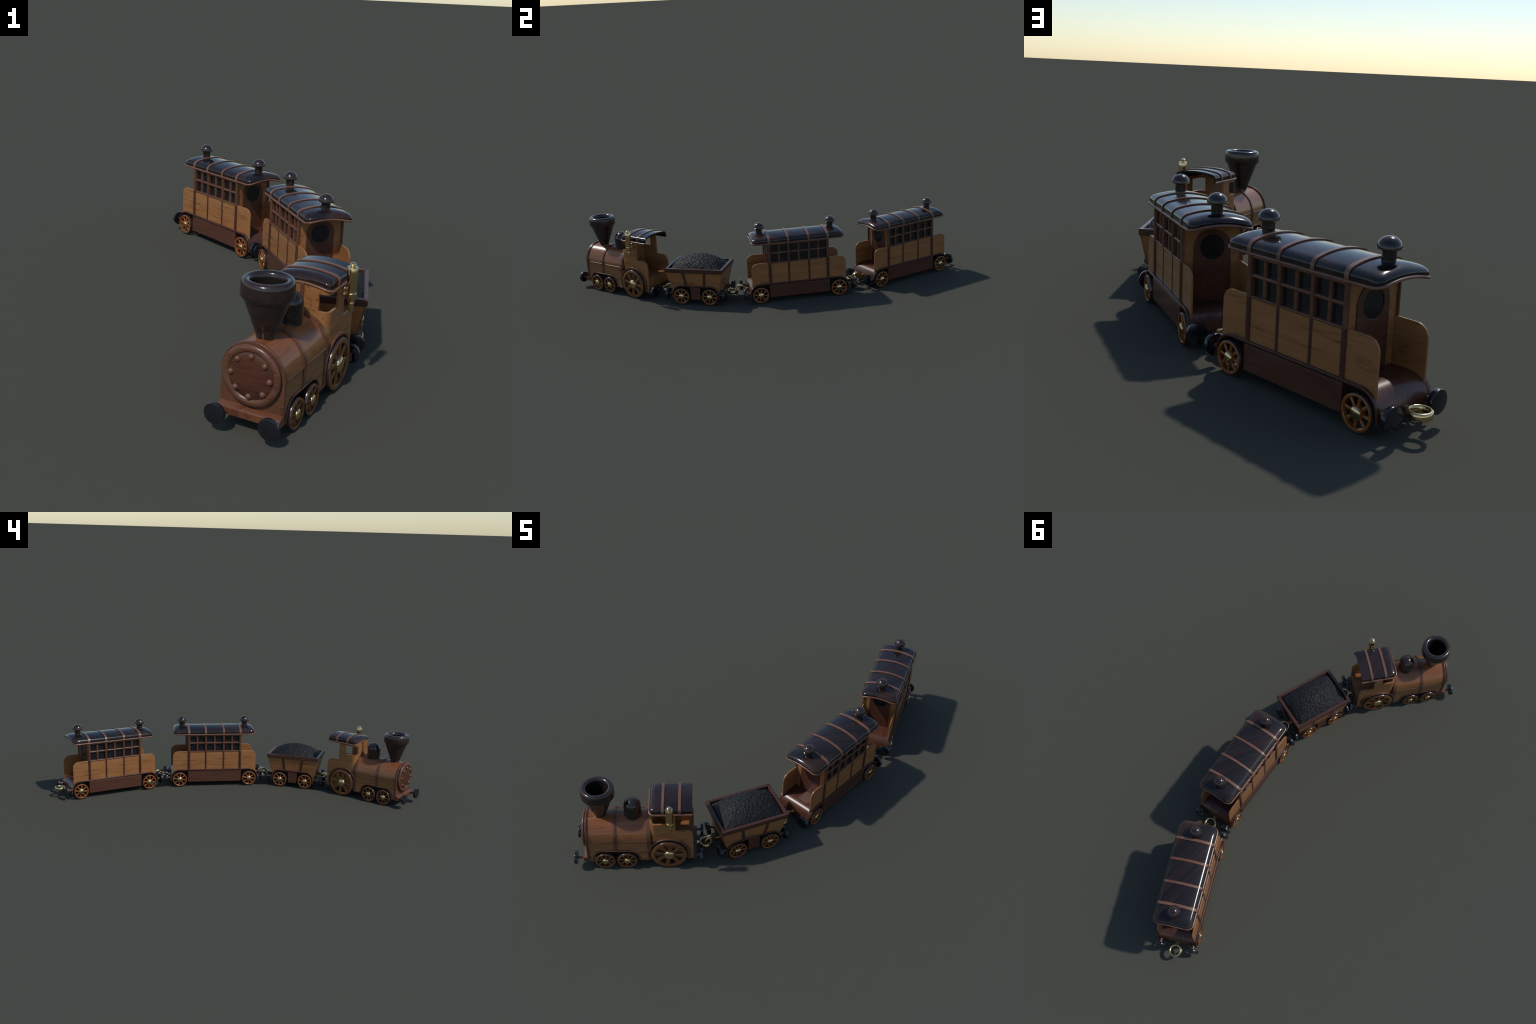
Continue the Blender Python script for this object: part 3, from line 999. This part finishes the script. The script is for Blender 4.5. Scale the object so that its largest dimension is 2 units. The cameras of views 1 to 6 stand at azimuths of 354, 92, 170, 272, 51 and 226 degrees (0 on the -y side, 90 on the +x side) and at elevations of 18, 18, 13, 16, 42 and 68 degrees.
    # cab roof -----------------------------------------------------------
    W, y0, y1 = 0.0798, 0.0605, 0.2295
    def zb(x):
        return 0.2920 + 0.0125 * (1 - min(1, (x / W) ** 2))
    def top(x, y, e):
        ex, ey = plan_insets(x, y, W, y0, y1 + 0.1, 0.016)
        return 0.3322 - 1.75 * x * x - shoulder(ex, 0.0115, 0.0100, ey, 0.030, 0.0165 - 0.0055 * (x / W) ** 2)
    def under(x, y):
        if abs(x) > W - 0.0062 or y < 0.066:
            return zb(x) + 0.0015
        return max(zb(x) + 0.0015, top(x, 0.2, 0.05) - 0.0075)
    bm = roof_grid(W, y0, y1, 0.016, top, under, None, front_only=True, n=12, m=14)
    roof = finish(bm, "cab_roof", EBONY_B, root, smooth=58)
    full = round_rect(W - 0.001, y0 + 0.001, y1 + 0.05, 0.016, n=8, k=12)
    # walk from the rear left, round the front, to the rear right
    left = [p for p in full if p[0] < 0 and p[1] <= y1]
    right = [p for p in full if p[0] >= 0 and p[1] <= y1]
    left = [(-W + 0.001, y1)] + sorted([p for p in left if p[1] > y0 + 0.017], key=lambda p: -p[1]) + sorted([p for p in left if p[1] <= y0 + 0.017], key=lambda p: p[0])
    right = sorted([p for p in right if p[1] <= y0 + 0.017], key=lambda p: p[0]) + sorted([p for p in right if p[1] > y0 + 0.017], key=lambda p: p[1]) + [(W - 0.001, y1)]
    path = []
    for p in left + right:
        if not path or math.hypot(p[0] - path[-1][0], p[1] - path[-1][1]) > 1e-4:
            path.append(p)
    bm = bmesh.new()
    eave(bm, path, lambda x, y: zb(x), EAVE_SEC, False)
    finish(bm, "eave_moulding", WALNUT_LIGHT, roof, smooth=60)
    for y in (0.1130, 0.1795):
        xs = [-1 + 2 * i / 40 for i in range(41)]
        xs = [math.copysign(1 - (1 - abs(t)) ** 1.8, t) for t in xs]
        pth = [(-W + 0.0006, y, 0.293), (-W + 0.0004, y, 0.304)] + [(W * 0.992 * t, y, top(W * 0.992 * t, 0.2, W - abs(W * 0.992 * t))) for t in xs] + [(W - 0.0004, y, 0.304), (W - 0.0006, y, 0.293)]
        bm = bmesh.new()
        add_sweep(bm, pth, half_round(0.0108, 0.0036, 0.003), (0, 1, 0), flip=1)
        finish(bm, "roof_strap", WALNUT_LIGHT, roof, smooth=60)

    # brass whistle on brackets
    bm = bmesh.new()
    wx, wy = 0.1045, 0.1410
    add_lathe(bm, [(0, 0.2255), (0.0066, 0.2255), (0.0073, 0.2275), (0.0073, 0.2480), (0.0082, 0.2490), (0.0082, 0.2512), (0.0076, 0.2524),
                   (0.0088, 0.2545), (0.0130, 0.2640), (0.0136, 0.2690), (0.0139, 0.2768), (0.0132, 0.2780),
                   (0.0098, 0.2782), (0.0098, 0.2802), (0.0116, 0.2804), (0.0120, 0.2820), (0.0128, 0.3000), (0.0150, 0.3290), (0.0156, 0.3465), (0.0144, 0.3488), (0.0062, 0.3494),
                   (0.0052, 0.3506), (0.0054, 0.3524), (0.0082, 0.3542), (0.0088, 0.3562), (0.0078, 0.3590), (0.0045, 0.3610), (0, 0.3614)], "Z", (wx, wy, 0), n=40)
    for v in bm.verts:      # leans very slightly inwards at the top
        v.co.x += (0.30 - v.co.z) * 0.026
    w = finish(bm, "whistle", BRASS, root, smooth=30)
    for z in (0.2700, 0.2860):
        bm = bmesh.new()
        add_lathe(bm, [(0.0024, 0.070), (0.0024, 0.100)], "X", (0, wy, z), n=16)
        add_lathe(bm, [(0, 0.0786)] + [(0.0052 * math.sin(math.pi * i / 8), 0.0838 - 0.0052 * math.cos(math.pi * i / 8)) for i in range(1, 8)] + [(0, 0.0890)], "X", (0, wy, z), n=16)
        finish(bm, "whistle_bracket", BRASS, w, smooth=50)

    # running gear
    for y in (-0.1305, -0.0412):
        for s in (1, -1):
            small_wheel(root, y, s, mat=WHEELBROWN)
    for s in (1, -1):
        make_wheel(root, 0.0735, 0.0580, 0.0265, 0.0215, 0.1300, s, -8, WHEELBROWN)
    for y, z in ((-0.1305, 0.0415), (-0.0412, 0.0415), (0.130, 0.0735)):
        bm = bmesh.new()
        add_lathe(bm, [(0.006, -0.079), (0.006, 0.079)], "X", (0, y, z), n=20)
        finish(bm, "axle", SHADOW, root)
    for s in (1, -1):
        make_buffer(root, s * 0.0735, -0.2150, -0.2553, 0.0500)
        make_buffer(root, s * 0.0735, 0.2405, 0.2697, 0.0500)
    make_coupling(root, 0.2425, 0.2795, False)
    return root

locomotive((-0.0147, -0.7320), -33.4)
tender((0.1813, -0.3199), -13.05)
wagon("passenger_wagon", (0.1560, 0.1605), 11.9, "wooden passenger wagon with black curved roof and grid windows", (15, -8, -8, 0))
wagon("passenger_wagon", (-0.0760, 0.7110), 33.35, "wooden passenger wagon with two mushroom roof vents", (-8, -8, -8, -8))
